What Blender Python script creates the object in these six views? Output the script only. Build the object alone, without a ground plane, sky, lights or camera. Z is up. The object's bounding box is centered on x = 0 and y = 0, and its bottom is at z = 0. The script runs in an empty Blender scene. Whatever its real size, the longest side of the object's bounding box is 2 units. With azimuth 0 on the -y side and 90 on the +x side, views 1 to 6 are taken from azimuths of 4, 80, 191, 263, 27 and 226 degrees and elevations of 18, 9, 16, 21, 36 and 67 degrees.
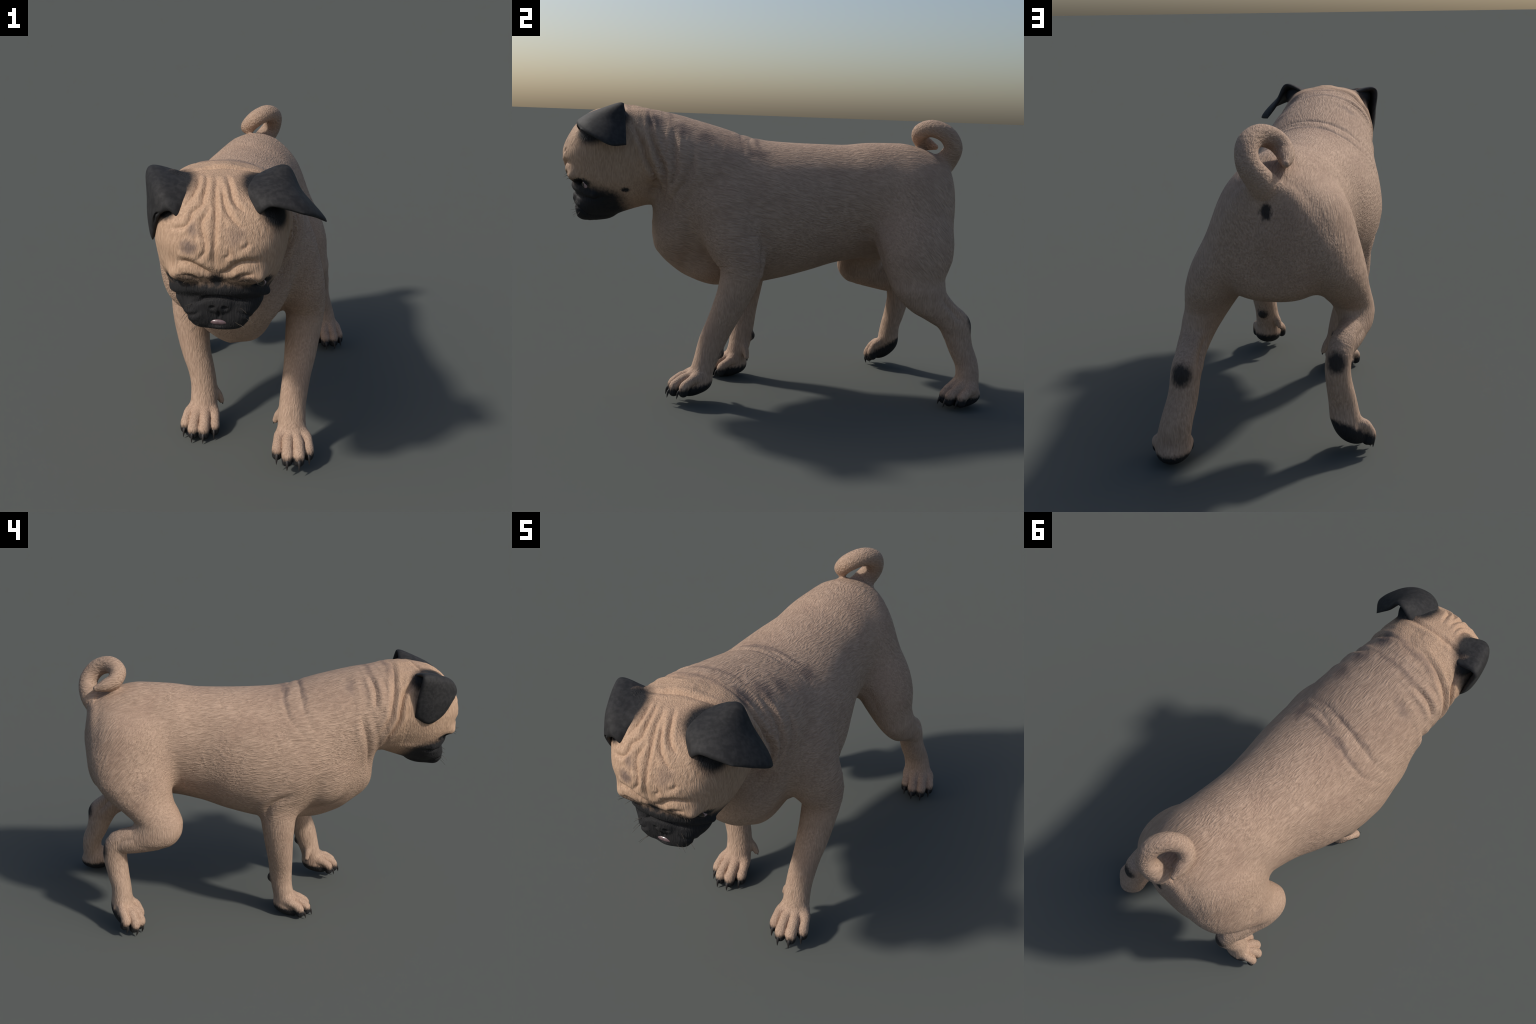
import bpy, math, random
import numpy as np
from mathutils import Vector
rng = np.random.default_rng(7); random.seed(7)
F32 = np.float32
XM = -0.05                      # mid plane of head and trunk

# ------------------------------------------------------------------ helpers
def spline(pts, n):
    """Catmull-Rom through rows of pts (any number of columns) -> n rows"""
    P = np.asarray(pts, float)
    if len(P) == 2:
        t = np.linspace(0, 1, n)[:, None]
        return P[0]*(1-t)+P[1]*t
    d = np.linalg.norm(np.diff(P[:, :3], axis=0), axis=1)**0.5 + 1e-6
    T = np.concatenate([[0], np.cumsum(d)])
    m = np.zeros_like(P)
    m[1:-1] = ((P[1:-1]-P[:-2])/d[:-1, None]*d[1:, None] + (P[2:]-P[1:-1])/d[1:, None]*d[:-1, None])/(d[1:]+d[:-1])[:, None]
    m[0] = (P[1]-P[0])/d[0]; m[-1] = (P[-1]-P[-2])/d[-1]
    ts = np.linspace(0, T[-1], n)
    k = np.clip(np.searchsorted(T, ts, side='right')-1, 0, len(P)-2)
    h = d[k]; u = ((ts-T[k])/h)[:, None]; h = h[:, None]
    return ((2*u**3-3*u**2+1)*P[k] + (u**3-2*u**2+u)*h*m[k] + (-2*u**3+3*u**2)*P[k+1] + (u**3-u**2)*h*m[k+1])

def mono(xs, ys, xq):
    """monotone cubic interpolation of one column"""
    xs = np.asarray(xs, float); ys = np.asarray(ys, float)
    h = np.diff(xs); s = np.diff(ys)/h
    m = np.zeros_like(ys); m[0] = s[0]; m[-1] = s[-1]
    for i in range(1, len(xs)-1):
        m[i] = 0 if s[i-1]*s[i] <= 0 else 2*s[i-1]*s[i]/(s[i-1]+s[i])*0.5 + 0.25*(s[i-1]+s[i])
    k = np.clip(np.searchsorted(xs, xq, side='right')-1, 0, len(xs)-2)
    u = (xq-xs[k])/h[k]
    return (2*u**3-3*u**2+1)*ys[k]+(u**3-2*u**2+u)*h[k]*m[k]+(-2*u**3+3*u**2)*ys[k+1]+(u**3-u**2)*h[k]*m[k+1]

def smin(a, b, k):
    h = np.clip(0.5+0.5*(b-a)/k, 0, 1)
    return b*(1-h)+a*h-k*h*(1-h)
def smax(a, b, k):
    return -smin(-a, -b, k)

def rotm(rx=0, ry=0, rz=0):
    a, b, c = [math.radians(v) for v in (rx, ry, rz)]
    X = np.array([[1, 0, 0], [0, math.cos(a), -math.sin(a)], [0, math.sin(a), math.cos(a)]])
    Y = np.array([[math.cos(b), 0, math.sin(b)], [0, 1, 0], [-math.sin(b), 0, math.cos(b)]])
    Z = np.array([[math.cos(c), -math.sin(c), 0], [math.sin(c), math.cos(c), 0], [0, 0, 1]])
    return Z@Y@X

FAR = 0.4
class Prim:
    lo = None; hi = None
    def __call__(self, p):
        out = np.full(len(p), FAR, F32)
        m = np.all((p > self.lo) & (p < self.hi), axis=1)
        if m.any(): out[m] = self.f(p[m])
        return out

class Ell(Prim):
    def __init__(s, c, r, rot=None):
        s.c = np.array(c, F32); s.r = np.array(r, F32); s.R = None if rot is None else np.array(rot, F32)
        m = max(r)+0.12; s.lo = s.c-m; s.hi = s.c+m
    def f(s, p):
        d = p-s.c
        if s.R is not None: d = d@s.R
        k0 = np.linalg.norm(d/s.r, axis=1); k1 = np.linalg.norm(d/(s.r*s.r), axis=1)+1e-6
        return k0*(k0-1)/k1

class Tube(Prim):
    """swept ellipse; rows x,y,z,ra,rb : ra lateral half width, rb the other"""
    def __init__(s, rows, n=20, lat=(1, 0, 0)):
        Q = spline(rows, n); s.P = Q[:, :3].astype(F32); s.A = Q[:, 3].astype(F32); s.B = Q[:, 4].astype(F32)
        s.L = np.array(lat, float); m = max(s.A.max(), s.B.max())+0.12
        s.lo = s.P.min(0)-m; s.hi = s.P.max(0)+m
    def f(s, p):
        n = len(p); D = np.full(n, 99., F32); l_ = np.zeros(n, F32); o_ = np.zeros(n, F32); ra_ = np.ones(n, F32); rb_ = np.ones(n, F32)
        for i in range(len(s.P)-1):
            a = s.P[i]; d = s.P[i+1]-a; L2 = float(d@d)+1e-9
            t = np.clip(((p-a)@d)/L2, 0, 1)
            q = p-a-t[:, None]*d; d2 = (q*q).sum(1); m = d2 < D
            tn = d/math.sqrt(L2); lat = s.L-(s.L@tn)*tn; lat = (lat/np.linalg.norm(lat)).astype(F32)
            D[m] = d2[m]; l = (q@lat)[m]; l_[m] = l; o_[m] = np.maximum(d2[m]-l*l, 0)
            ra_[m] = s.A[i]+t[m]*(s.A[i+1]-s.A[i]); rb_[m] = s.B[i]+t[m]*(s.B[i+1]-s.B[i])
        k0 = np.sqrt((l_/ra_)**2+o_/(rb_*rb_)); k1 = np.sqrt((l_/(ra_*ra_))**2+o_/(rb_**4))+1e-6
        return np.where(k0 > 1e-3, k0*(k0-1)/k1, -np.minimum(ra_, rb_))

class Stack(Prim):
    """loft of stations along an axis. station: s, cu, hu, cv, v_minus, v_plus
    u and v are the two cross axes; exponents per side of v"""
    def __init__(s, axis, u, v, rows, n_minus=2.2, n_plus=2.2):
        s.ax, s.u, s.v = axis, u, v; s.nm, s.np_ = n_minus, n_plus
        R = np.array(rows, float); s.s0, s.s1 = R[0, 0], R[-1, 0]
        s.q = np.linspace(s.s0, s.s1, 400); s.tab = np.stack([mono(R[:, 0], R[:, i], s.q) for i in range(1, R.shape[1])], 1)
        s.lo = np.zeros(3); s.hi = np.zeros(3)
        s.lo[axis], s.hi[axis] = s.s0-.1, s.s1+.1
        s.lo[u], s.hi[u] = (R[:, 1]-R[:, 2]).min()-.12, (R[:, 1]+R[:, 2]).max()+.12
        s.lo[v], s.hi[v] = R[:, 4].min()-.12, R[:, 5].max()+.12
    def rho(s, sv, U, V):
        cl = np.clip(sv, s.s0, s.s1)
        cu, hu, cv, vm, vp = [np.interp(cl, s.q, s.tab[:, i]).astype(F32) for i in range(5)]
        a = np.abs(U-cu)/np.maximum(hu, 1e-3); d = V-cv; up = d > 0
        b = np.abs(d)/np.maximum(np.where(up, vp-cv, cv-vm), 1e-3)
        nm = s.nm if s.tab.shape[1] < 6 else np.interp(cl, s.q, s.tab[:, 5])
        n = np.where(up, s.np_, nm).astype(F32)
        return (a**n+b**n)**(1/n), a, b
    def f(s, p):
        S_, U, V = p[:, s.ax], p[:, s.u], p[:, s.v]; e = F32(2e-3)
        r0 = s.rho(S_, U, V)[0]
        gu = (s.rho(S_, U+e, V)[0]-s.rho(S_, U-e, V)[0]); gv = (s.rho(S_, U, V+e)[0]-s.rho(S_, U, V-e)[0])
        gs = (s.rho(S_+e, U, V)[0]-s.rho(S_-e, U, V)[0])
        q = gu*gu+gv*gv
        g = np.sqrt(q+np.minimum(gs*gs, 1.5*q))/(2*e)
        return np.maximum(np.clip((r0-1)/np.maximum(g, 1.0), -.3, .3), np.maximum(s.s0-S_, S_-s.s1))

# ------------------------------------------------------------------ the body
# trunk stations along y:  y, x centre, half width, z of widest, z bottom, z top
TORSO = Stack(1, 0, 2, [
    (-.575, -.035, .02, .80, .77, .83, 2), (-.565, -.035, .09, .80, .715, .92, 2), (-.54, -.035, .155, .82, .675, 1.02, 2),
    (-.48, -.036, .212, .86, .615, 1.16, 1.8), (-.40, -.058, .268, .90, .558, 1.24, 1.5), (-.25, -.060, .321, .89, .512, 1.262, 1.36),
    (-.12, -.064, .341, .85, .52, 1.244, 1.75), (.05, -.069, .327, .86, .553, 1.230, 2.0), (.20, -.072, .295, .89, .592, 1.226, 2.05),
    (.35, -.066, .260, .93, .635, 1.225, 1.95), (.50, -.060, .250, .95, .655, 1.239, 1.75), (.65, -.05, .25, .92, .645, 1.242, 2.4),
    (.76, -.045, .240, .90, .660, 1.222, 2.6), (.85, -.045, .212, .88, .690, 1.185, 2.5), (.912, -.045, .145, .92, .765, 1.12, 2.2), (.935, -.045, .02, .95, .92, .98, 2)], 1.9, 2.0)
NECK = Tube([(-.07, -.22, 1.00, .24, .215), (-.056, -.40, 1.085, .268, .230), (-.066, -.55, 1.140, .250, .22), (-.060, -.66, 1.165, .235, .20), (-.06, -.74, 1.16, .22, .18)], 16)
SHOULDER_R = Ell((-.24, -.28, .83), (.118, .14, .165))
BREAST = Ell((.015, -.30, .665), (.085, .13, .120))
THROAT = Ell((.155, -.580, .955), (.085, .075, .085))
# head stations along z:  z, x centre, half width, y centre, y front, y back
HEAD = Stack(2, 0, 1, [
    (.832, -.047, .02, -.86, -.88, -.83), (.842, -.047, .065, -.85, -.900, -.78), (.87, -.047, .092, -.83, -.926, -.73), (.91, -.056, .124, -.80, -.928, -.62),
    (.97, -.058, .180, -.75, -.932, -.55), (1.00, -.054, .196, -.75, -.938, -.54), (1.03, -.053, .210, -.75, -.955, -.54), (1.06, -.054, .219, -.75, -.976, -.53), (1.10, -.054, .226, -.75, -.988, -.53),
    (1.15, -.054, .232, -.75, -.996, -.52), (1.20, -.055, .232, -.75, -.983, -.52), (1.25, -.056, .222, -.75, -.957, -.52), (1.30, -.058, .198, -.74, -.914, -.54),
    (1.35, -.06, .145, -.72, -.850, -.58), (1.366, -.06, .08, -.70, -.79, -.62), (1.370, -.06, .02, -.70, -.72, -.68)], 2.6, 2.2)
CROWN = Ell((-.06, -.705, 1.24), (.17, .16, .136))

FORE_L = Tube([(.175, -.25, .92, .11, .15), (.222, -.205, .78, .10, .135), (.245, -.168, .66, .086, .105), (.240, -.191, .55, .077, .085), (.232, -.229, .45, .069, .073), (.222, -.262, .37, .061, .066),
               (.214, -.291, .30, .059, .064), (.209, -.310, .24, .058, .060), (.209, -.33, .18, .060, .054), (.211, -.345, .13, .062, .055)], 24)
FORE_R = Tube([(-.20, -.10, .92, .11, .16), (-.25, -.065, .78, .10, .13), (-.272, -.053, .66, .088, .10), (-.270, -.058, .55, .084, .085), (-.260, -.068, .45, .074, .074), (-.243, -.081, .36, .065, .066),
               (-.222, -.09, .29, .060, .062), (-.208, -.098, .22, .059, .058), (-.204, -.108, .16, .061, .054), (-.205, -.12, .11, .062, .055)], 24)
THIGH_L = Stack(2, 0, 1, [(.33, .301, .012, .895, .885, .905), (.345, .301, .035, .890, .855, .925), (.365, .300, .050, .880, .815, .945), (.39, .297, .056, .865, .768, .951), (.42, .294, .058, .84, .715, .942), (.45, .291, .061, .79, .660, .916),
               (.50, .281, .070, .73, .603, .862), (.55, .267, .084, .70, .566, .828), (.60, .246, .095, .69, .545, .826), (.65, .227, .110, .69, .527, .847), (.70, .208, .124, .69, .512, .870),
               (.80, .162, .138, .69, .490, .886), (.90, .118, .130, .69, .490, .876), (1.00, .082, .118, .68, .51, .86), (1.08, .055, .10, .68, .53, .83), (1.15, .03, .05, .68, .58, .78), (1.18, .02, .012, .68, .66, .70)], 2.0, 2.0)
HIND_L = Tube([(.297, .868, .39, .056, .070), (.300, .885, .35, .059, .067), (.308, .906, .28, .061, .058), (.325, .936, .20, .064, .053), (.340, .938, .13, .068, .054), (.345, .928, .085, .072, .056)], 20)
HIND_R = Stack(2, 0, 1, [(.475, -.352, .012, .57, .555, .585), (.49, -.352, .040, .57, .515, .63), (.51, -.352, .062, .57, .480, .665), (.55, -.350, .074, .560, .445, .685), (.60, -.338, .085, .57, .438, .682),
               (.65, -.318, .098, .60, .455, .730), (.70, -.298, .112, .64, .482, .795), (.75, -.282, .123, .665, .492, .845), (.80, -.268, .129, .68, .490, .876), (.90, -.240, .131, .69, .482, .895),
               (1.00, -.212, .130, .68, .49, .876), (1.08, -.183, .116, .68, .515, .845), (1.15, -.14, .06, .68, .58, .78), (1.18, -.12, .012, .68, .66, .70)], 2.0, 2.0)
CRUS_R = Tube([(-.350, .540, .555, .068, .085), (-.350, .60, .53, .064, .077), (-.337, .685, .505, .056, .071), (-.312, .762, .475, .052, .062), (-.302, .778, .41, .052, .060),
               (-.303, .770, .35, .052, .057), (-.311, .759, .29, .055, .053), (-.318, .748, .24, .058, .050), (-.326, .744, .18, .062, .053)], 24)
TAIL = Tube([(-.045, .84, 1.10, .075, .065), (-.03, .897, 1.160, .055, .055), (.015, .914, 1.232, .046, .046), (.025, .870, 1.296, .044, .044), (-.008, .803, 1.322, .043, .043), (-.058, .764, 1.300, .042, .042),
             (-.094, .778, 1.264, .038, .038), (-.110, .828, 1.240, .030, .030), (-.116, .868, 1.228, .015, .015)], 34)

class Paw:
    """toes, pad and claw seats in a frame: heel point, forward (towards the claw tips), size"""
    def __init__(s, heel, tip, roll=0, width=1.0, height=1.0):
        s.o = np.array(heel, float); f = np.array(tip, float)-s.o; s.len = np.linalg.norm(f); s.f = f/s.len
        r = np.cross(s.f, [0, 0, 1]); r /= np.linalg.norm(r); u = np.cross(r, s.f)
        a = math.radians(roll); s.r = math.cos(a)*r+math.sin(a)*u; s.u = math.cos(a)*u-math.sin(a)*r
        s.w, s.h = width, height
        s.R = np.stack([s.r, s.f, s.u], 1)
        s.toes = []; s.claws = []
        s.tips = []
        for l, back, sz in ((-.061, .040, .94), (-.0225, 0, 1.0), (.0225, 0, 1.0), (.061, .040, .94)):
            q = [(l*.6, .066-back*.6, .080), (l*.95, .108-back, .090), (l*1.05, .135-back, .080), (l*1.08, .160-back, .060), (l*1.1, .168-back, .036)]
            rad = [.018, .0235*sz, .0225*sz, .0260*sz, .0235*sz]
            s.toes.append(Tube([(*s.pt(*a), r_, r_) for a, r_ in zip(q, rad)], 12))
            s.claws.append([s.pt(l*1.1, .172-back, .052), s.pt(l*1.13, .192-back, .040), s.pt(l*1.15, .204-back, .010)])
            s.tips.append(s.pt(l*1.1, .184-back, .022) if back == 0 else s.pt(l*1.3, .150-back, .020))
    def pt(s, l, f, u):
        k = s.len/.20
        return s.o+s.r*l*s.w+s.f*f*k+s.u*u*s.h
    def prims(s):
        body = Ell(s.pt(0, .066, .050), (.067*s.w, .080, .049), s.R)
        pad = Ell(s.pt(0, .095, .034), (.058*s.w, .055, .034), s.R)
        return body, pad
PAWS = {'FL': Paw((.211, -.305, .045), (.226, -.502, .022)), 'FR': Paw((-.206, -.078, .006), (-.214, -.272, -.010)),
        'RL': Paw((.343, .985, .006), (.388, .795, .003), width=.93), 'RR': Paw((-.306, .795, .105), (-.402, .664, -.004), roll=4, height=.92, width=.94)}

def dew(pts): return Tube(pts, 8)
DEW = {'FR': dew([(-.165, -.092, .185, .02, .02), (-.142, -.082, .150, .018, .018), (-.128, -.077, .118, .013, .013)]),
       'FL': dew([(.172, -.318, .215, .02, .02), (.150, -.306, .185, .018, .018), (.137, -.300, .155, .013, .013)])}
CARPAL = {'FL': Ell((.219, -.257, .236), (.024, .020, .024)), 'FR': Ell((-.198, -.047, .213), (.024, .020, .024))}

# lumps of the face, in head space (dx from mid plane, mirrored)
def face_lumps():
    add, cut = [], []
    for s in (-1, 1):
        add.append((Ell((XM+s*.050, -.895, .900), (.060, .040, .060), rotm(0, 0, s*-18)), .03))      # flews
        add.append((Ell((XM+s*.098, -.845, .93), (.045, .055, .045)), .04))                                  # cheek of the muzzle
        add.append((Ell((XM+s*.098, -.924, 1.058), (.062, .028, .024), rotm(0, s*8, s*-28)), .05))       # brow
        cut.append((Ell((XM+s*.150, -.922, 1.020), (.042, .024, .013), rotm(0, s*6, s*-42)), .012))       # eye socket
    add.append((Tube([(XM-.165, -.850, .968, .012, .012), (XM-.11, -.908, .988, .020, .020), (XM, -.936, 1.000, .023, .023), (XM+.11, -.908, .988, .020, .020), (XM+.165, -.850, .968, .012, .012)], 16, (0, 0, 1)), .018))   # nose roll
    add.append((Ell((XM+.006, -.928, .940), (.050, .024, .032)), .012))                                # nose
    for s in (-1, 1): cut.append((Ell((XM+.006+s*.023, -.956, .930), (.013, .018, .009), rotm(0, s*25, 0)), .006))       # nostrils
    for c in ((.115, -.765, 1.322), (-.232, -.765, 1.318)): add.append((Ell(c, (.058, .060, .048)), .03))     # ear roots
    add.append((Ell((XM+.008, -.893, .853), (.052, .040, .016)), .012))                                # chin
    return add, cut
ADD, CUT = face_lumps()

def groups(p):
    g = {}
    g['torso'] = smax(smin(TORSO(p), BREAST(p), .05), -THROAT(p), .05)
    g['neck'] = smax(NECK(p), -THROAT(p), .05)
    h = smin(HEAD(p), CROWN(p), .02)
    for e, k in ADD: h = smin(h, e(p), k)
    for e, k in CUT: h = smax(h, -e(p), k)
    g['head'] = h
    g['foreleg_l'] = smin(FORE_L(p), CARPAL['FL'](p), .012); g['foreleg_l'] = smin(g['foreleg_l'], DEW['FL'](p), .012)
    g['foreleg_r'] = smin(smin(FORE_R(p), SHOULDER_R(p), .09), CARPAL['FR'](p), .012); g['foreleg_r'] = smin(g['foreleg_r'], DEW['FR'](p), .012)
    g['hindleg_l'] = smin(THIGH_L(p), HIND_L(p), .022)
    g['hindleg_r'] = smin(HIND_R(p), CRUS_R(p), .02)
    for k, w in PAWS.items():
        b, pad = w.prims()
        t = smin(b(p), pad(p), .02)
        toes = None
        for T in w.toes:
            q = T(p); toes = q if toes is None else smin(toes, q, .003)
        g['paw_'+k] = smin(t, toes, .010)
    g['tail'] = TAIL(p)
    return g

def union(g):
    f = smin(g['torso'], g['neck'], .10)
    f = smin(f, g['head'], .05)
    f = smin(f, smin(g['foreleg_l'], g['paw_FL'], .035), .04)
    f = smin(f, smin(g['foreleg_r'], g['paw_FR'], .035), .04)
    f = smin(f, smin(g['hindleg_l'], g['paw_RL'], .035), .042)
    f = smin(f, smin(g['hindleg_r'], g['paw_RR'], .035), .042)
    return smin(f, g['tail'], .03)
def field(p): return union(groups(p))

# ------------------------------------------------------------------ iso surface by surface nets on sparse blocks
def iso_mesh(h=.0058, B=8):
    lo = np.array([-.54, -1.06, -.03]); hi = np.array([.52, 1.06, 1.45])
    nb = np.ceil((hi-lo)/(h*B)).astype(int); N = nb*B+1
    bi = np.stack(np.meshgrid(*[np.arange(n) for n in nb], indexing='ij'), -1).reshape(-1, 3)
    cen = (lo+(bi+.5)*B*h).astype(F32)
    fc = field(cen)
    act = bi[np.abs(fc) < B*h*1.6]
    G = np.ones(N, F32); fcg = fc.reshape(nb)
    ins = bi[fc < 0]
    for b in ins: G[b[0]*B:b[0]*B+B, b[1]*B:b[1]*B+B, b[2]*B:b[2]*B+B] = -1
    off = np.stack(np.meshgrid(*[np.arange(B+1)]*3, indexing='ij'), -1).reshape(-1, 3)
    flat = np.unique(np.ravel_multi_index((act[:, None, :]*B+off[None]).reshape(-1, 3).T, N))
    ijk = np.stack(np.unravel_index(flat, N), 1)
    vals = np.empty(len(flat), F32)
    for s in range(0, len(flat), 400000):
        vals[s:s+400000] = field((lo+ijk[s:s+400000]*h).astype(F32))
    G.reshape(-1)[flat] = vals
    Sg = G < 0
    c = np.zeros(N-1, np.uint8)
    for dx in (0, 1):
        for dy in (0, 1):
            for dz in (0, 1): c += Sg[dx:N[0]-1+dx, dy:N[1]-1+dy, dz:N[2]-1+dz]
    cells = np.argwhere((c > 0) & (c < 8)); idx = np.full(N-1, -1, np.int32)
    idx[tuple(cells.T)] = np.arange(len(cells))
    acc = np.zeros((len(cells), 3)); cnt = np.zeros(len(cells))
    for ax in range(3):
        o = [a for a in range(3) if a != ax]
        for a in (0, 1):
            for b in (0, 1):
                q0 = cells.copy(); q0[:, o[0]] += a; q0[:, o[1]] += b; q1 = q0.copy(); q1[:, ax] += 1
                f0 = G[tuple(q0.T)]; f1 = G[tuple(q1.T)]; m = (f0 < 0) != (f1 < 0)
                t = f0[m]/(f0[m]-f1[m]); P = q0[m].astype(float); P[:, ax] += t
                acc[m] += P; cnt[m] += 1
    V = lo+acc/cnt[:, None]*h
    faces = []
    for ax in range(3):
        o = [(ax+1) % 3, (ax+2) % 3]
        sl0 = [slice(None)]*3; sl1 = [slice(None)]*3; sl0[ax] = slice(0, N[ax]-1); sl1[ax] = slice(1, N[ax])
        A = Sg[tuple(sl0)]; Bq = Sg[tuple(sl1)]
        e = np.argwhere(A != Bq); e = e[(e[:, o[0]] > 0) & (e[:, o[1]] > 0) & (e[:, o[0]] < N[o[0]]-1) & (e[:, o[1]] < N[o[1]]-1)]
        inn = A[tuple(e.T)]
        def cell(a, b):
            q = e.copy(); q[:, o[0]] -= a; q[:, o[1]] -= b; return idx[tuple(q.T)]
        Q = np.stack([cell(1, 1), cell(0, 1), cell(0, 0), cell(1, 0)], 1)
        Q[~inn] = Q[~inn][:, ::-1]; faces.append(Q)
    Fq = np.concatenate(faces); Fq = Fq[(Fq >= 0).all(1)]
    return V, Fq

def gradient(p, e=1.5e-3):
    g = np.zeros((len(p), 3))
    for i in range(3):
        d = np.zeros(3, F32); d[i] = e
        g[:, i] = field((p+d).astype(F32))-field((p-d).astype(F32))
    return g/(2*e)
def snap(V, n=2):
    for _ in range(n):
        f = field(V.astype(F32)); g = gradient(V); gl = (g*g).sum(1)
        st = (f/np.maximum(gl, .05))[:, None]*g
        ln = np.linalg.norm(st, axis=1, keepdims=True); V = V-st*np.minimum(1, .004/np.maximum(ln, 1e-9))
    return V

# ------------------------------------------------------------------ materials
def principled(name):
    m = bpy.data.materials.new(name); m.use_nodes = True
    nt = m.node_tree; nt.nodes.clear()
    o = nt.nodes.new('ShaderNodeOutputMaterial'); b = nt.nodes.new('ShaderNodeBsdfPrincipled')
    nt.links.new(b.outputs[0], o.inputs[0]); return m, nt, b
class N_:
    def __init__(s, nt): s.nt = nt; s.co = nt.nodes.new('ShaderNodeTexCoord').outputs['Object']
    def new(s, t, **k):
        n = s.nt.nodes.new(t)
        for a, v in k.items(): setattr(n, a, v)
        return n
    def put(s, sock, v):
        if hasattr(v, 'is_output'): s.nt.links.new(v, sock)
        else: sock.default_value = v
    def math(s, op, a, b=0., clamp=False):
        n = s.new('ShaderNodeMath', operation=op, use_clamp=clamp); s.put(n.inputs[0], a); s.put(n.inputs[1], b); return n.outputs[0]
    def vm(s, op, a, b=(0, 0, 0)):
        n = s.new('ShaderNodeVectorMath', operation=op); s.put(n.inputs[0], a); s.put(n.inputs[1], b)
        return n.outputs['Value'] if op in ('LENGTH', 'DOT_PRODUCT', 'DISTANCE') else n.outputs[0]
    def noise(s, vec, scale, detail=2, rough=.5, out=0):
        n = s.new('ShaderNodeTexNoise'); s.put(n.inputs['Vector'], vec); n.inputs['Scale'].default_value = scale
        n.inputs['Detail'].default_value = detail; n.inputs['Roughness'].default_value = rough; return n.outputs[out]
    def ramp(s, v, a, b, lo=0., hi=1.):
        n = s.new('ShaderNodeMapRange', interpolation_type='SMOOTHSTEP'); s.put(n.inputs[0], v)
        for i, x in zip((1, 2, 3, 4), (a, b, lo, hi)): n.inputs[i].default_value = x
        return n.outputs[0]
    def mapping(s, vec, loc=(0, 0, 0), rot=(0, 0, 0), scale=(1, 1, 1), typ='POINT'):
        n = s.new('ShaderNodeMapping', vector_type=typ); s.put(n.inputs[0], vec)
        n.inputs[1].default_value = loc; n.inputs[2].default_value = [math.radians(r) for r in rot]; n.inputs[3].default_value = scale; return n.outputs[0]
    def blob(s, vec, c, r, rot=(0, 0, 0), inner=.7, outer=1.1):
        """1 inside an ellipsoid, fading to 0 outside"""
        return s.ramp(s.vm('LENGTH', s.mapping(vec, c, rot, r, 'TEXTURE')), inner, outer, 1., 0.)
    def mix(s, f, a, b, mode='MIX'):
        n = s.new('ShaderNodeMix', data_type='RGBA', blend_type=mode); s.put(n.inputs[0], f)
        for i, v in ((6, a), (7, b)):
            if hasattr(v, 'is_output'): s.nt.links.new(v, n.inputs[i])
            else: n.inputs[i].default_value = (*v, 1) if len(v) == 3 else v
        return n.outputs[2]
    def mx(s, *a):
        r = a[0]
        for b in a[1:]: r = s.math('MAXIMUM', r, b)
        return r

FAWN = (.43, .285, .205); FAWN_LIGHT = (.55, .37, .265); FAWN_DARK = (.20, .135, .11)
BLACK = (.0135, .0130, .0135); 

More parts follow.
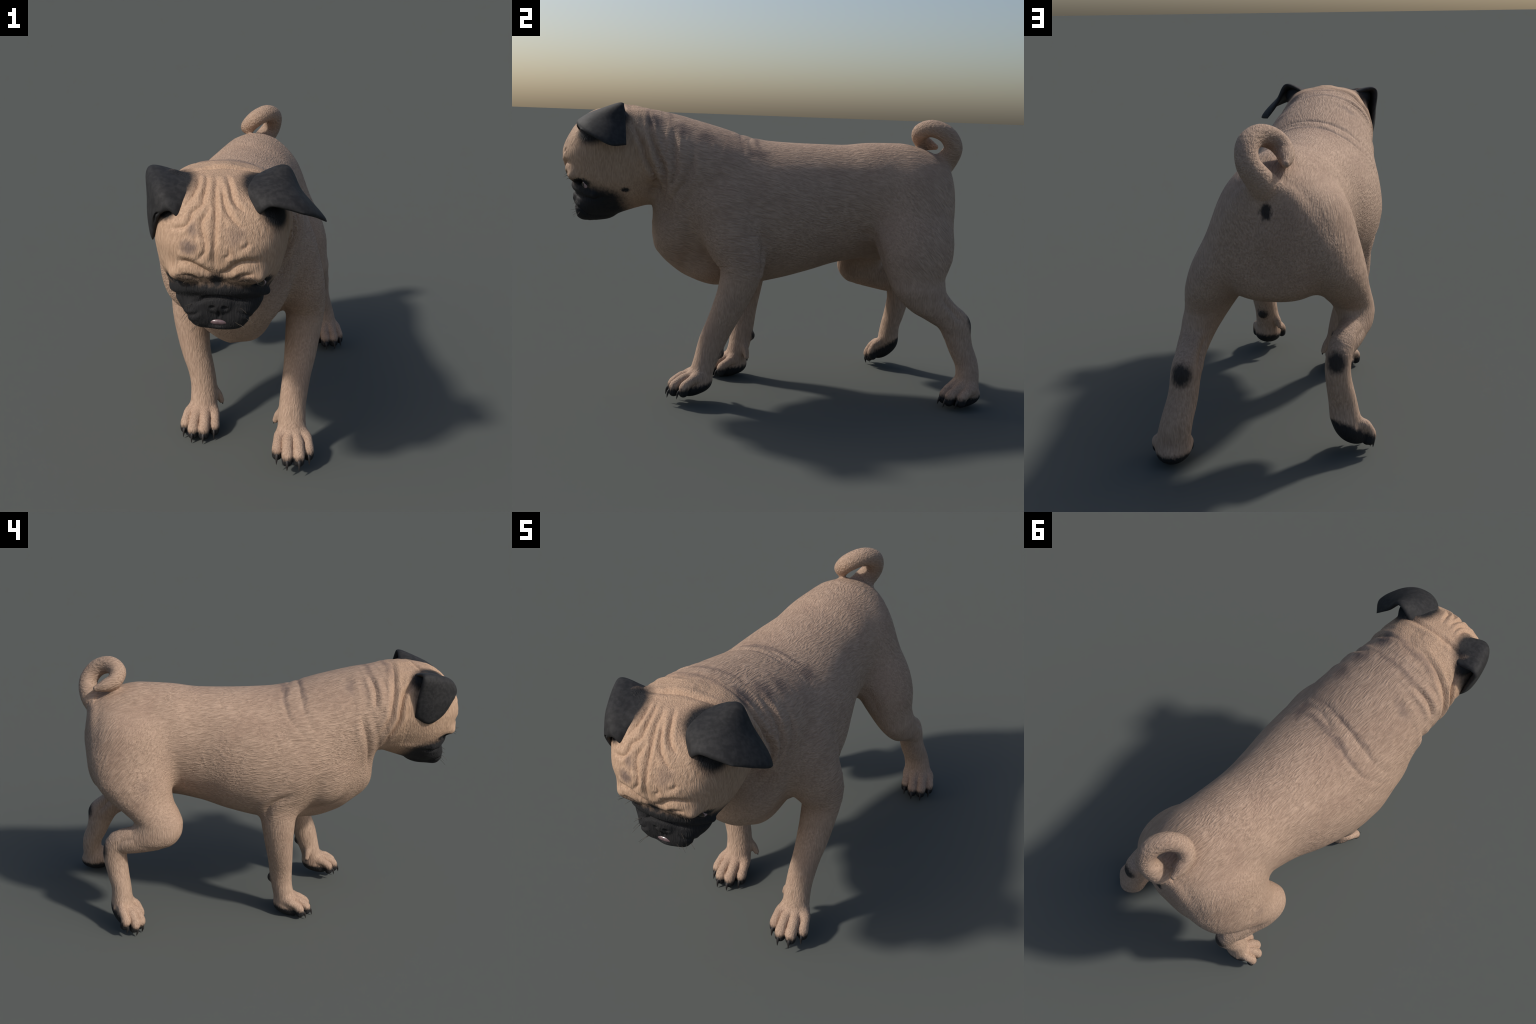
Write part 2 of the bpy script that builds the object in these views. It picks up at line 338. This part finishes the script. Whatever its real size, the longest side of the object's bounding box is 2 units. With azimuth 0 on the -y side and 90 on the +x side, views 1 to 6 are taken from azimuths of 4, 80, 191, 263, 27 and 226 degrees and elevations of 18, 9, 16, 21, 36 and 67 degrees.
def fur_material():
    m, nt, b = principled('fawn_fur'); n = N_(nt); P = n.co
    wob = n.vm('SCALE', n.vm('SUBTRACT', n.noise(P, 5, 2, .5, 1), (.5, .5, .5))); wob.node.inputs['Scale'].default_value = .05
    Pw = n.vm('ADD', P, wob)
    sep = n.new('ShaderNodeSeparateXYZ'); nt.links.new(P, sep.inputs[0]); X, Y, Z = sep.outputs
    # hair strokes: along the trunk (back and down), along the legs (down), down the face
    st_back = n.noise(n.mapping(n.mapping(Pw, rot=(14, 0, 0)), scale=(150, 20, 150)), 1, 3, .6)
    st_hip = n.noise(n.mapping(n.mapping(Pw, rot=(50, 0, 0)), scale=(150, 22, 150)), 1, 3, .6)
    hip = n.math('MULTIPLY', n.ramp(Y, .38, .68), n.ramp(Z, 1.22, 1.0))
    sh = n.new('ShaderNodeMix', data_type='FLOAT'); n.put(sh.inputs[0], hip); n.put(sh.inputs[2], st_back); n.put(sh.inputs[3], st_hip); st_body = sh.outputs[0]
    st_leg = n.noise(n.mapping(Pw, scale=(170, 170, 26)), 1, 3, .6)
    leg = n.ramp(Z, .52, .68, 1., 0.)
    head = n.ramp(Y, -.66, -.52, 1., 0.)
    mixs = n.new('ShaderNodeMix', data_type='FLOAT'); n.put(mixs.inputs[0], n.math('MAXIMUM', leg, head)); n.put(mixs.inputs[2], st_body); n.put(mixs.inputs[3], st_leg)
    st = mixs.outputs[0]
    patch = n.noise(P, 6, 4, .6)
    col = n.mix(n.ramp(st, .25, .75), (.328, .222, .157), (.505, .352, .256))
    col = n.mix(n.math('MULTIPLY', n.ramp(patch, .42, .75), .4), col, (.31, .20, .145))
    col = n.mix(n.math('MULTIPLY', head, .55), col, n.mix(n.ramp(st, .25, .75), (.40, .25, .155), (.55, .365, .235)))
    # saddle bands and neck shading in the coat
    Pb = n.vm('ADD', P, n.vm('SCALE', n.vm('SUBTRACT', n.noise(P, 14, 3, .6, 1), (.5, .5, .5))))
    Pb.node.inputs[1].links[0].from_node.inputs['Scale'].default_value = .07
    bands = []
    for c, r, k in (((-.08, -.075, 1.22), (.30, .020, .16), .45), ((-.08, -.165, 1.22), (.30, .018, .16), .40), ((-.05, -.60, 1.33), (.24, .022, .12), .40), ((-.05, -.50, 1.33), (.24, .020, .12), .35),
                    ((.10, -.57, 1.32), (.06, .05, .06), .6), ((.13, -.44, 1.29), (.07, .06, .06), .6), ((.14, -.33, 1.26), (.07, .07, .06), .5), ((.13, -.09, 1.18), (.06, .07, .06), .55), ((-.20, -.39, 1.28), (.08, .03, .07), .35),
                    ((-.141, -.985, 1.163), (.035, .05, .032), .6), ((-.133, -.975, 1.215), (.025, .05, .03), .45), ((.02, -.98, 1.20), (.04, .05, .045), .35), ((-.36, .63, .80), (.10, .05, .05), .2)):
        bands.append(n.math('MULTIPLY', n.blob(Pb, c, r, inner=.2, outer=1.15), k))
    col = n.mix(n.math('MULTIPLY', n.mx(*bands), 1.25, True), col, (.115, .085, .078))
    # paw and mask edges are broken up by hair
    Pe = n.vm('ADD', P, n.vm('SCALE', n.vm('SUBTRACT', n.noise(n.mapping(P, scale=(1, 1, .5)), 90, 2, .6, 1), (.5, .5, .5))))
    Pe.node.inputs[1].links[0].from_node.inputs['Scale'].default_value = .03
    def half(vec, point, normal, a, b):
        return n.ramp(n.vm('DOT_PRODUCT', n.vm('SUBTRACT', vec, point), normal), a, b)
    mask_low = half(Pe, (XM, -.94, 1.045), (0, .10, -.995), -.012, .022)
    mask_low = n.math('MULTIPLY', mask_low, half(Pe, (XM, -.90, 1.012), (0, -.22, -.97), -.035, .02))
    mask_front = half(Pe, (XM, -.69, .93), (0, -.93, -.37), -.03, .06)
    black = [n.math('MULTIPLY', n.math('MULTIPLY', mask_low, mask_front), n.ramp(Z, .62, .72)), n.blob(Pe, (XM, -.965, 1.035), (.04, .05, .055), inner=.3, outer=1.2)]
    for s in (-1, 1):
        black.append(n.blob(Pe, (XM+s*.150, -.91, 1.018), (.062, .06, .028), rot=(0, s*6, s*-42), inner=.65, outer=1.25))
        black.append(n.math('MULTIPLY', n.blob(Pe, (XM+s*.10, -.97, 1.045), (.11, .05, .022), rot=(0, s*14, s*-25), inner=.2, outer=1.2), .75))
    for c, r in (((.137, -.707, .995), .016), ((-.217, -.716, .968), .016), ((.179, -.663, 1.058), .006)):
        black.append(n.blob(Pe, c, (r, r*1.4, r), inner=.5, outer=1.3))
    # ear roots
    Ps = n.vm('ADD', P, n.vm('SCALE', n.vm('SUBTRACT', n.noise(P, 90, 2, .6, 1), (.5, .5, .5))))
    Ps.node.inputs[1].links[0].from_node.inputs['Scale'].default_value = .012
    for c, r in (((.095, -.815, 1.34), (.095, .115, .065)), ((.145, -.860, 1.262), (.075, .095, .070)), ((.130, -.755, 1.33), (.070, .075, .065)),
                 ((-.215, -.82, 1.335), (.090, .115, .065)), ((-.235, -.90, 1.265), (.05, .06, .045)), ((-.250, -.755, 1.325), (.065, .075, .06))):
        black.append(n.blob(Ps, c, r, inner=.62, outer=1.18))
    # paws: black soles and toe ends
    for k, w in PAWS.items():
        c = w.pt(0, .09, -.012); tip = w.pt(0, .20, .02)
        d = n.vm('DOT_PRODUCT', n.vm('SUBTRACT', Pe, tuple(w.pt(0, .08, .040))), tuple(w.u*1.0+w.f*.42))
        near = n.blob(P, tuple(w.pt(0, .1, .03)), (.16, .16, .16), inner=.85, outer=1.)
        sole = n.vm('DOT_PRODUCT', n.vm('SUBTRACT', Pe, tuple(w.pt(0, .08, .030))), tuple(w.u))
        lv = .014
        dark = [n.ramp(sole, lv, lv+.026, 1., 0.)]
        for t in w.tips: dark.append(n.blob(Pe, tuple(t), (.044, .044, .044), inner=.5, outer=1.2))
        black.append(n.math('MULTIPLY', near, n.mx(*dark)))
    for c, r in (((.30, .950, .395), (.052, .058, .055)), ((-.300, .845, .440), (.052, .058, .055)), ((.219, -.248, .236), (.034, .032, .034)), ((-.198, -.038, .213), (.034, .032, .034)),
                 ((-.05, .925, 1.058), (.026, .05, .036))):
        black.append(n.math('MULTIPLY', n.blob(Pe, c, r, inner=.5, outer=1.22), .95))
    blk = n.mx(*black)
    col = n.mix(blk, col, n.mix(st, (.008, .008, .0085), (.026, .025, .026)))
    nt.links.new(col, b.inputs['Base Color']); b.inputs['Roughness'].default_value = .75
    b.inputs['Specular IOR Level'].default_value = .25
    bp = n.new('ShaderNodeBump'); bp.inputs['Strength'].default_value = .8; bp.inputs['Distance'].default_value = .012
    n.put(bp.inputs['Height'], n.math('MULTIPLY', st, n.ramp(n.math('MAXIMUM', leg, head), 0., 1., 1., .5))); nt.links.new(bp.outputs[0], b.inputs['Normal'])
    return m

def simple(name, c1, c2, scale, rough, spec=.3, bump=.2, coat=0):
    m, nt, b = principled(name); n = N_(nt)
    t = n.noise(n.co, scale, 4, .6)
    nt.links.new(n.mix(n.ramp(t, .35, .7), c1, c2), b.inputs['Base Color']); b.inputs['Roughness'].default_value = rough
    b.inputs['Specular IOR Level'].default_value = spec; b.inputs['Coat Weight'].default_value = coat
    bp = n.new('ShaderNodeBump'); bp.inputs['Strength'].default_value = bump; bp.inputs['Distance'].default_value = .004
    nt.links.new(t, bp.inputs['Height']); nt.links.new(bp.outputs[0], b.inputs['Normal']); return m

# ------------------------------------------------------------------ build
col = bpy.context.scene.collection
dog = bpy.data.objects.new('pug_dog', None); col.objects.link(dog)
dog['label'] = 'fawn pug with black mask and curled tail, walking'; dog['category'] = 'dog'

def mesh_object(name, V, F, mat, smooth=True):
    me = bpy.data.meshes.new(name); me.from_pydata([tuple(v) for v in V], [], [tuple(f) for f in F]); me.update()
    if smooth: me.polygons.foreach_set('use_smooth', np.ones(len(me.polygons), bool))
    me.materials.append(mat)
    o = bpy.data.objects.new(name, me); col.objects.link(o); o.parent = dog; return o

def vert_normals(V, F):
    n = np.zeros_like(V); a, b, c, d = [V[F[:, i]] for i in range(4)]
    fn = np.cross(c-a, d-b)
    for i in range(4): np.add.at(n, F[:, i], fn)
    return n/np.maximum(np.linalg.norm(n, axis=1, keepdims=True), 1e-12)

def subdivide(V, F):
    E = np.stack([F, np.roll(F, -1, 1)], 2).reshape(-1, 2); Es = np.sort(E, 1)
    u, inv = np.unique(Es[:, 0].astype(np.int64)*len(V)+Es[:, 1], return_inverse=True)
    em = (V[u//len(V)]+V[u % len(V)])/2; fm = V[F].mean(1)
    inv = inv.reshape(-1, 4)+len(V); fi = np.arange(len(F))+len(V)+len(em)
    Q = [np.stack([F[:, i], inv[:, i], fi, inv[:, (i+3) % 4]], 1) for i in range(4)]
    return np.concatenate([V, em, fm]), np.concatenate(Q)

fur = fur_material()
V, F = iso_mesh()
V = snap(V, 2)
V, F = subdivide(V, F)
Nrm = vert_normals(V, F)
V = V-Nrm*np.clip(field(V.astype(F32)), -.002, .002)[:, None]
Nrm = vert_normals(V, F)

# skin folds: curves laid on the skin, pressed in, with a soft roll either side   (depth, width, points)
FOLDS = [
    (.007, .0075, [(-.067, -.817, 1.366), (-.061, -.903, 1.322), (-.055, -.958, 1.264), (-.053, -.986, 1.208), (-.053, -.996, 1.142), (-.051, -.985, 1.082)]),
    (.0065, .007, [(-.108, -.790, 1.370), (-.097, -.868, 1.344), (-.102, -.912, 1.314), (-.108, -.934, 1.292), (-.135, -.947, 1.271), (-.142, -.961, 1.247), (-.157, -.968, 1.226), (-.194, -.957, 1.214), (-.225, -.937, 1.205)]),
    (.006, .007, [(-.081, -.935, 1.293), (-.083, -.953, 1.271), (-.099, -.966, 1.250), (-.100, -.976, 1.231), (-.094, -.986, 1.206), (-.084, -.994, 1.172), (-.086, -.995, 1.145), (-.100, -.992, 1.125), (-.128, -.985, 1.109)]),
    (.006, .007, [(-.131, -.810, 1.362), (-.127, -.866, 1.343), (-.136, -.896, 1.322), (-.165, -.925, 1.285)]),
    (.007, .0075, [(-.037, -.805, 1.370), (-.016, -.869, 1.343), (.001, -.915, 1.310), (.025, -.933, 1.288), (.053, -.938, 1.272)]),
    (.006, .007, [(-.045, -.860, 1.348), (-.040, -.893, 1.330), (-.032, -.922, 1.306), (-.013, -.951, 1.273), (.016, -.967, 1.242), (.048, -.970, 1.222)]),
    (.004, .006, [(-.011, -.995, 1.157), (-.006, -.994, 1.139), (-.020, -.993, 1.124)]),
    (.004, .007, [(.060, -.975, 1.180), (.048, -.982, 1.163), (.030, -.988, 1.160)]),
    (.009, .010, [(-.187, -.964, 1.102), (-.146, -.980, 1.104), (-.119, -.983, 1.095), (-.083, -.980, 1.075), (-.057, -.979, 1.064)]),
    (.009, .010, [(-.043, -.979, 1.064), (-.011, -.981, 1.076), (.020, -.985, 1.103), (.055, -.979, 1.112), (.097, -.955, 1.106)]),
    (.005, .006, [(.010, -.960, 1.045), (.032, -.969, 1.062), (.077, -.960, 1.066)]),
    (.005, .006, [(-.112, -.955, 1.038), (-.128, -.964, 1.054), (-.170, -.955, 1.058)]),
    (.005, .006, [(-.146, -.925, .937), (-.108, -.932, .949), (-.090, -.931, .962), (-.046, -.933, .972), (-.002, -.930, .966), (.030, -.926, .954), (.075, -.908, .947)]),
    (.005, .004, [(-.044, -.945, .922), (-.044, -.931, .885)]),
    (.004, .006, [(-.11, -.915, .915), (-.125, -.895, .890), (-.135, -.860, .872)]),
    (.004, .006, [(.02, -.915, .915), (.035, -.895, .890), (.045, -.860, .872)]),
    (.004, .007, [(-.17, -.89, .955), (-.20, -.84, .950), (-.215, -.78, .965)]),
    (.004, .007, [(.07, -.89, .955), (.10, -.84, .950), (.115, -.78, .965)]),
    (.006, .010, [(-.230, -.735, 1.335), (-.181, -.752, 1.360), (-.060, -.741, 1.378), (.033, -.727, 1.370), (.091, -.717, 1.351), (.14, -.70, 1.315)]),
    (0.0120, .010, [(.132, -.687, 1.322), (.198, -.632, 1.223), (.214, -.614, 1.152), (.201, -.588, 1.067), (.159, -.573, .997), (.115, -.578, .961)]),
    (0.0120, .010, [(.044, -.600, 1.362), (.180, -.584, 1.260), (.217, -.566, 1.172), (.213, -.537, 1.082), (.186, -.538, 1.018), (.12, -.55, .95)]),
    (0.0090, .012, [(.117, -.485, 1.305), (.217, -.490, 1.156), (.214, -.492, 1.065), (.169, -.518, .968)]),
    (0.0075, .014, [(.175, -.394, 1.217), (.214, -.407, 1.122), (.215, -.436, 1.048), (.183, -.488, .970), (.124, -.527, .863)]),
    (0.0090, .011, [(-.067, -.627, 1.377), (-.188, -.614, 1.347), (-.263, -.602, 1.269), (-.292, -.591, 1.203), (-.302, -.576, 1.131), (-.295, -.549, 1.074), (-.279, -.520, 1.012)]),
    (0.0120, .010, [(-.214, -.705, 1.345), (-.252, -.689, 1.306), (-.277, -.648, 1.254), (-.295, -.636, 1.189), (-.296, -.631, 1.135), (-.285, -.606, 1.076), (-.261, -.583, 1.022), (-.235, -.563, .982)]),
    (0.0090, .012, [(-.169, -.492, 1.325), (-.239, -.509, 1.280), (-.282, -.509, 1.224), (-.300, -.504, 1.179)]),
    (0.0075, .014, [(-.303, -.427, 1.165), (-.313, -.456, 1.084), (-.258, -.500, .937), (-.211, -.522, .841)]),
    # hollows of the limbs: tendon grooves, elbow and flank creases
    (.008, .014, [(.335, .78, .54), (.345, .85, .46), (.350, .895, .41)]), (.008, .014, [(.225, .80, .52), (.235, .86, .45), (.245, .90, .40)]),
    (.004, .013, [(-.40, .69, .54), (-.375, .745, .51), (-.355, .775, .47)]), (.004, .013, [(-.28, .68, .54), (-.265, .745, .50), (-.26, .775, .46)]),
    (.009, .016, [(.27, -.10, .84), (.30, -.055, .75), (.31, -.05, .66), (.30, -.07, .58)]), (.009, .016, [(-.37, -.10, .78), (-.375, .00, .70), (-.35, .045, .62)]),
    (.005, .020, [(.19, .40, .82), (.215, .48, .74), (.235, .53, .66)]),
    (.0022, .012, [(.155, -.112, 1.157), (.039, -.120, 1.243), (-.096, -.080, 1.248), (-.268, -.062, 1.183), (-.323, -.088, 1.134), (-.374, -.193, 1.017)]),
    (.0022, .012, [(.162, -.160, 1.165), (.039, -.165, 1.245), (-.136, -.145, 1.258), (-.245, -.145, 1.211), (-.353, -.192, 1.078)]),
]
def fold(pts, depth, width):
    P = snap(spline(pts, 14*(len(pts)-1)), 14); R = width*4.2
    m = np.where(np.all((V > P.min(0)-R) & (V < P.max(0)+R), axis=1))[0]
    Q = V[m]; best = np.full(len(m), 9.); tt = np.zeros(len(m))
    for i in range(len(P)-1):
        d = P[i+1]-P[i]; L2 = d@d+1e-12; t = np.clip(((Q-P[i])@d)/L2, 0, 1)
        r = np.linalg.norm(Q-P[i]-t[:, None]*d, axis=1); b = r < best
        best[b] = r[b]; tt[b] = (i+t[b])/(len(P)-1)
    taper = np.clip(np.minimum(tt, 1-tt)*4, 0.0, 1)**.8
    x = best/width
    return m, depth*taper*(-np.exp(-1.1*x**1.4)+.5*np.exp(-((x-2.3)/1.35)**2))
D0 = np.zeros(len(V))
for dp, w, pts in FOLDS:
    m, d = fold(pts, dp, w); D0[m] += d
V = V+Nrm*D0[:, None]
Nrm = vert_normals(V, F)

# region of each face: nearest body part
names = {'torso': 'torso', 'neck': 'neck', 'head': 'head', 'tail': 'tail', 'foreleg_l': 'foreleg', 'foreleg_r': 'foreleg', 'hindleg_l': 'hind_leg', 'hindleg_r': 'hind_leg',
         'paw_FL': 'paw', 'paw_FR': 'paw', 'paw_RL': 'paw', 'paw_RR': 'paw'}
FC = V[F].mean(1).astype(F32)
g = groups(FC); keys = list(g); D = np.stack([g[k] for k in keys], 1)
lab = D.argmin(1)
for i, k in enumerate(keys):
    sel = F[lab == i]
    if not len(sel): continue
    used, inv = np.unique(sel, return_inverse=True)
    o = mesh_object(names[k], V[used], inv.reshape(-1, 4), fur)
    o.data.normals_split_custom_set_from_vertices([tuple(v) for v in Nrm[used]])

# ears: folded sheets given by rows of control points root > fold > tip, each row front > back
def sheet(rows, nu=40, nv=40, thick=.026, round_edge=True):
    R = np.array([spline(r, nv) for r in rows])
    G = np.array([spline(R[:, j], nu) for j in range(nv)]).transpose(1, 0, 2)
    du = np.gradient(G, axis=0); dv = np.gradient(G, axis=1); n = np.cross(du, dv); n /= np.linalg.norm(n, axis=2, keepdims=True)+1e-9
    j = np.linspace(-1, 1, nv)[None, :]; i = np.linspace(0, 1, nu)[:, None]
    e = np.sqrt(np.clip(1-np.abs(j)**8, 0.02, 1))*np.sqrt(np.clip(1-i**10, .02, 1))
    t = (thick/2*e)[..., None]
    A = G+n*t; B = G-n*t
    Vv = np.concatenate([A.reshape(-1, 3), B.reshape(-1, 3)]); M = nu*nv; Fs = []
    for a in range(nu-1):
        for c in range(nv-1):
            q = [a*nv+c, a*nv+c+1, (a+1)*nv+c+1, (a+1)*nv+c]
            Fs.append(q); Fs.append([x+M for x in q[::-1]])
    ring = [c for c in range(nv)]+[a*nv+nv-1 for a in range(1, nu)]+[(nu-1)*nv+c for c in range(nv-2, -1, -1)]+[a*nv for a in range(nu-2, 0, -1)]
    for k in range(len(ring)):
        a, c = ring[k], ring[(k+1) % len(ring)]; Fs.append([c, a, a+M, c+M])
    return Vv, Fs
ear_mat = simple('black_ear_velvet', (.017, .0165, .017), (.030, .029, .029), 60, .7, .25, .15)
EAR_L = [[(.075, -.895, 1.235), (.03, -.855, 1.315), (.03, -.79, 1.335), (.06, -.70, 1.32)],
         [(.098, -.924, 1.272), (.072, -.872, 1.322), (.075, -.80, 1.346), (.100, -.712, 1.362)],
         [(.122, -.926, 1.292), (.148, -.870, 1.322), (.156, -.80, 1.352), (.166, -.716, 1.385)],
         [(.178, -.920, 1.284), (.213, -.868, 1.294), (.222, -.80, 1.296), (.208, -.708, 1.296)],
         [(.235, -.903, 1.268), (.285, -.842, 1.236), (.312, -.770, 1.204), (.265, -.704, 1.205)]]
EAR_R = [[(-.175, -.90, 1.225), (-.14, -.855, 1.315), (-.14, -.79, 1.335), (-.17, -.70, 1.32)],
         [(-.190, -.935, 1.248), (-.187, -.876, 1.314), (-.20, -.80, 1.340), (-.23, -.712, 1.348)],
         [(-.212, -.937, 1.266), (-.250, -.890, 1.318), (-.282, -.82, 1.342), (-.318, -.724, 1.364)],
         [(-.242, -.930, 1.256), (-.272, -.885, 1.256), (-.302, -.80, 1.25), (-.312, -.712, 1.25)],
         [(-.262, -.915, 1.245), (-.280, -.862, 1.157), (-.298, -.785, 1.117), (-.296, -.712, 1.15)]]
for r in (EAR_L, EAR_R):
    v, f = sheet(r); mesh_object('ear', v, f, ear_mat)

# claws
claw_mat = simple('dark_horn', (.014, .012, .012), (.035, .030, .028), 40, .55, .35, .1)
def horn(pts, r0, n=10, m=12):
    S_ = spline(pts, n); Vv = []; Fs = []
    for i, c in enumerate(S_):
        t = S_[min(i+1, n-1)]-S_[max(i-1, 0)]; t /= np.linalg.norm(t)
        a = np.cross(t, [1, 0, 0.1]); a /= np.linalg.norm(a); b2 = np.cross(t, a); r = r0*(1-i/(n-1))**.8+.0004
        for k in range(m):
            w = 2*math.pi*k/m; Vv.append(c+r*(a*math.cos(w)+b2*math.sin(w)))
    for i in range(n-1):
        for k in range(m): Fs.append([i*m+k, i*m+(k+1) % m, (i+1)*m+(k+1) % m, (i+1)*m+k])
    Fs.append(list(range(m))[::-1]); Fs.append([(n-1)*m+k for k in range(m)])
    return Vv, Fs
for w in PAWS.values():
    for c in w.claws:
        v, f = horn(c, .0105); mesh_object('claw', v, f, claw_mat)
for c in ([(-.130, -.078, .122), (-.124, -.075, .108), (-.121, -.074, .096)], [(.139, -.301, .160), (.132, -.298, .146), (.129, -.297, .134)]):
    v, f = horn(c, .0085); mesh_object('claw', v, f, claw_mat)

# eyes, tongue, whiskers
def ball(c, r, R=np.eye(3), nu=32, nv=20):
    Vv = [np.array(c)+R@np.array([0, 0, r[2]])]; Fs = []
    for i in range(1, nv):
        for j in range(nu):
            a, b = math.pi*i/nv, 2*math.pi*j/nu
            Vv.append(np.array(c)+R@np.array([r[0]*math.sin(a)*math.cos(b), r[1]*math.sin(a)*math.sin(b), r[2]*math.cos(a)]))
    Vv.append(np.array(c)-R@np.array([0, 0, r[2]])); L = len(Vv)-1
    for j in range(nu):
        Fs.append([0, 1+j, 1+(j+1) % nu]); k = 1+(nv-2)*nu; Fs.append([L, k+(j+1) % nu, k+j])
        for i in range(nv-2): q = 1+i*nu; Fs.append([q+j, q+nu+j, q+nu+(j+1) % nu, q+(j+1) % nu])
    return Vv, Fs
def eye_material(d):
    m, nt, b = principled('wet_eye'); n = N_(nt)
    k = n.vm('DOT_PRODUCT', n.vm('NORMALIZE', n.co), tuple(d))
    c = n.mix(n.ramp(k, .72, .80), (.40, .27, .27), (.035, .016, .008)); c = n.mix(n.ramp(k, .90, .93), c, (.004, .004, .004))
    nt.links.new(c, b.inputs['Base Color']); b.inputs['Roughness'].default_value = .12; b.inputs['Coat Weight'].default_value = .5; return m
for sd in (-1, 1):
    v, f = ball((0, 0, 0), (.0275, .0275, .0275)); d = np.array([sd*.25, -.93, -.25]); d /= np.linalg.norm(d)
    o = mesh_object('eye', v, f, eye_material(d)); o.location = (XM+sd*.138, -.879, 1.017)
pink = simple('wet_tongue', (.11, .07, .074), (.16, .105, .11), 60, .25, .5, .2, .3)
v, f = ball((-.043, -.922, .872), (.038, .016, .013), rotm(-15)); mesh_object('tongue', v, f, pink)
wm = simple('whisker_hair', (.02, .018, .016), (.10, .08, .06), 30, .5)
Vv, Fs = [], []
for sd in (-1, 1):
    for i in range(6):
        p = np.array([XM+sd*rng.uniform(.05, .11), -.925+rng.uniform(0, .02), rng.uniform(.87, .93)]); p = snap(p[None], 6)[0]
        q = np.array([sd*rng.uniform(.5, 1), rng.uniform(-.9, -.2), rng.uniform(-.8, .1)]); q *= rng.uniform(.02, .045)/np.linalg.norm(q)
        a, b_ = horn([p, p+q*.5+np.array([0, 0, -.001]), p+q+np.array([0, 0, -.006])], .0005, 5, 5); k = len(Vv); Vv += a; Fs += [[x+k for x in t] for t in b_]
    for i in range(5):
        p = np.array([XM+sd*rng.uniform(.09, .15), -.96, rng.uniform(1.03, 1.06)]); p = snap(p[None], 6)[0]
        q = np.array([sd*rng.uniform(.3, 1), -.7, rng.uniform(-.3, .5)]); q *= rng.uniform(.015, .03)/np.linalg.norm(q)
        a, b_ = horn([p, p+q*.5, p+q+np.array([0, 0, -.003])], .0004, 5, 5); k = len(Vv); Vv += a; Fs += [[x+k for x in t] for t in b_]
o = mesh_object('whisker', Vv, Fs, wm); o['kind'] = 'stuff'
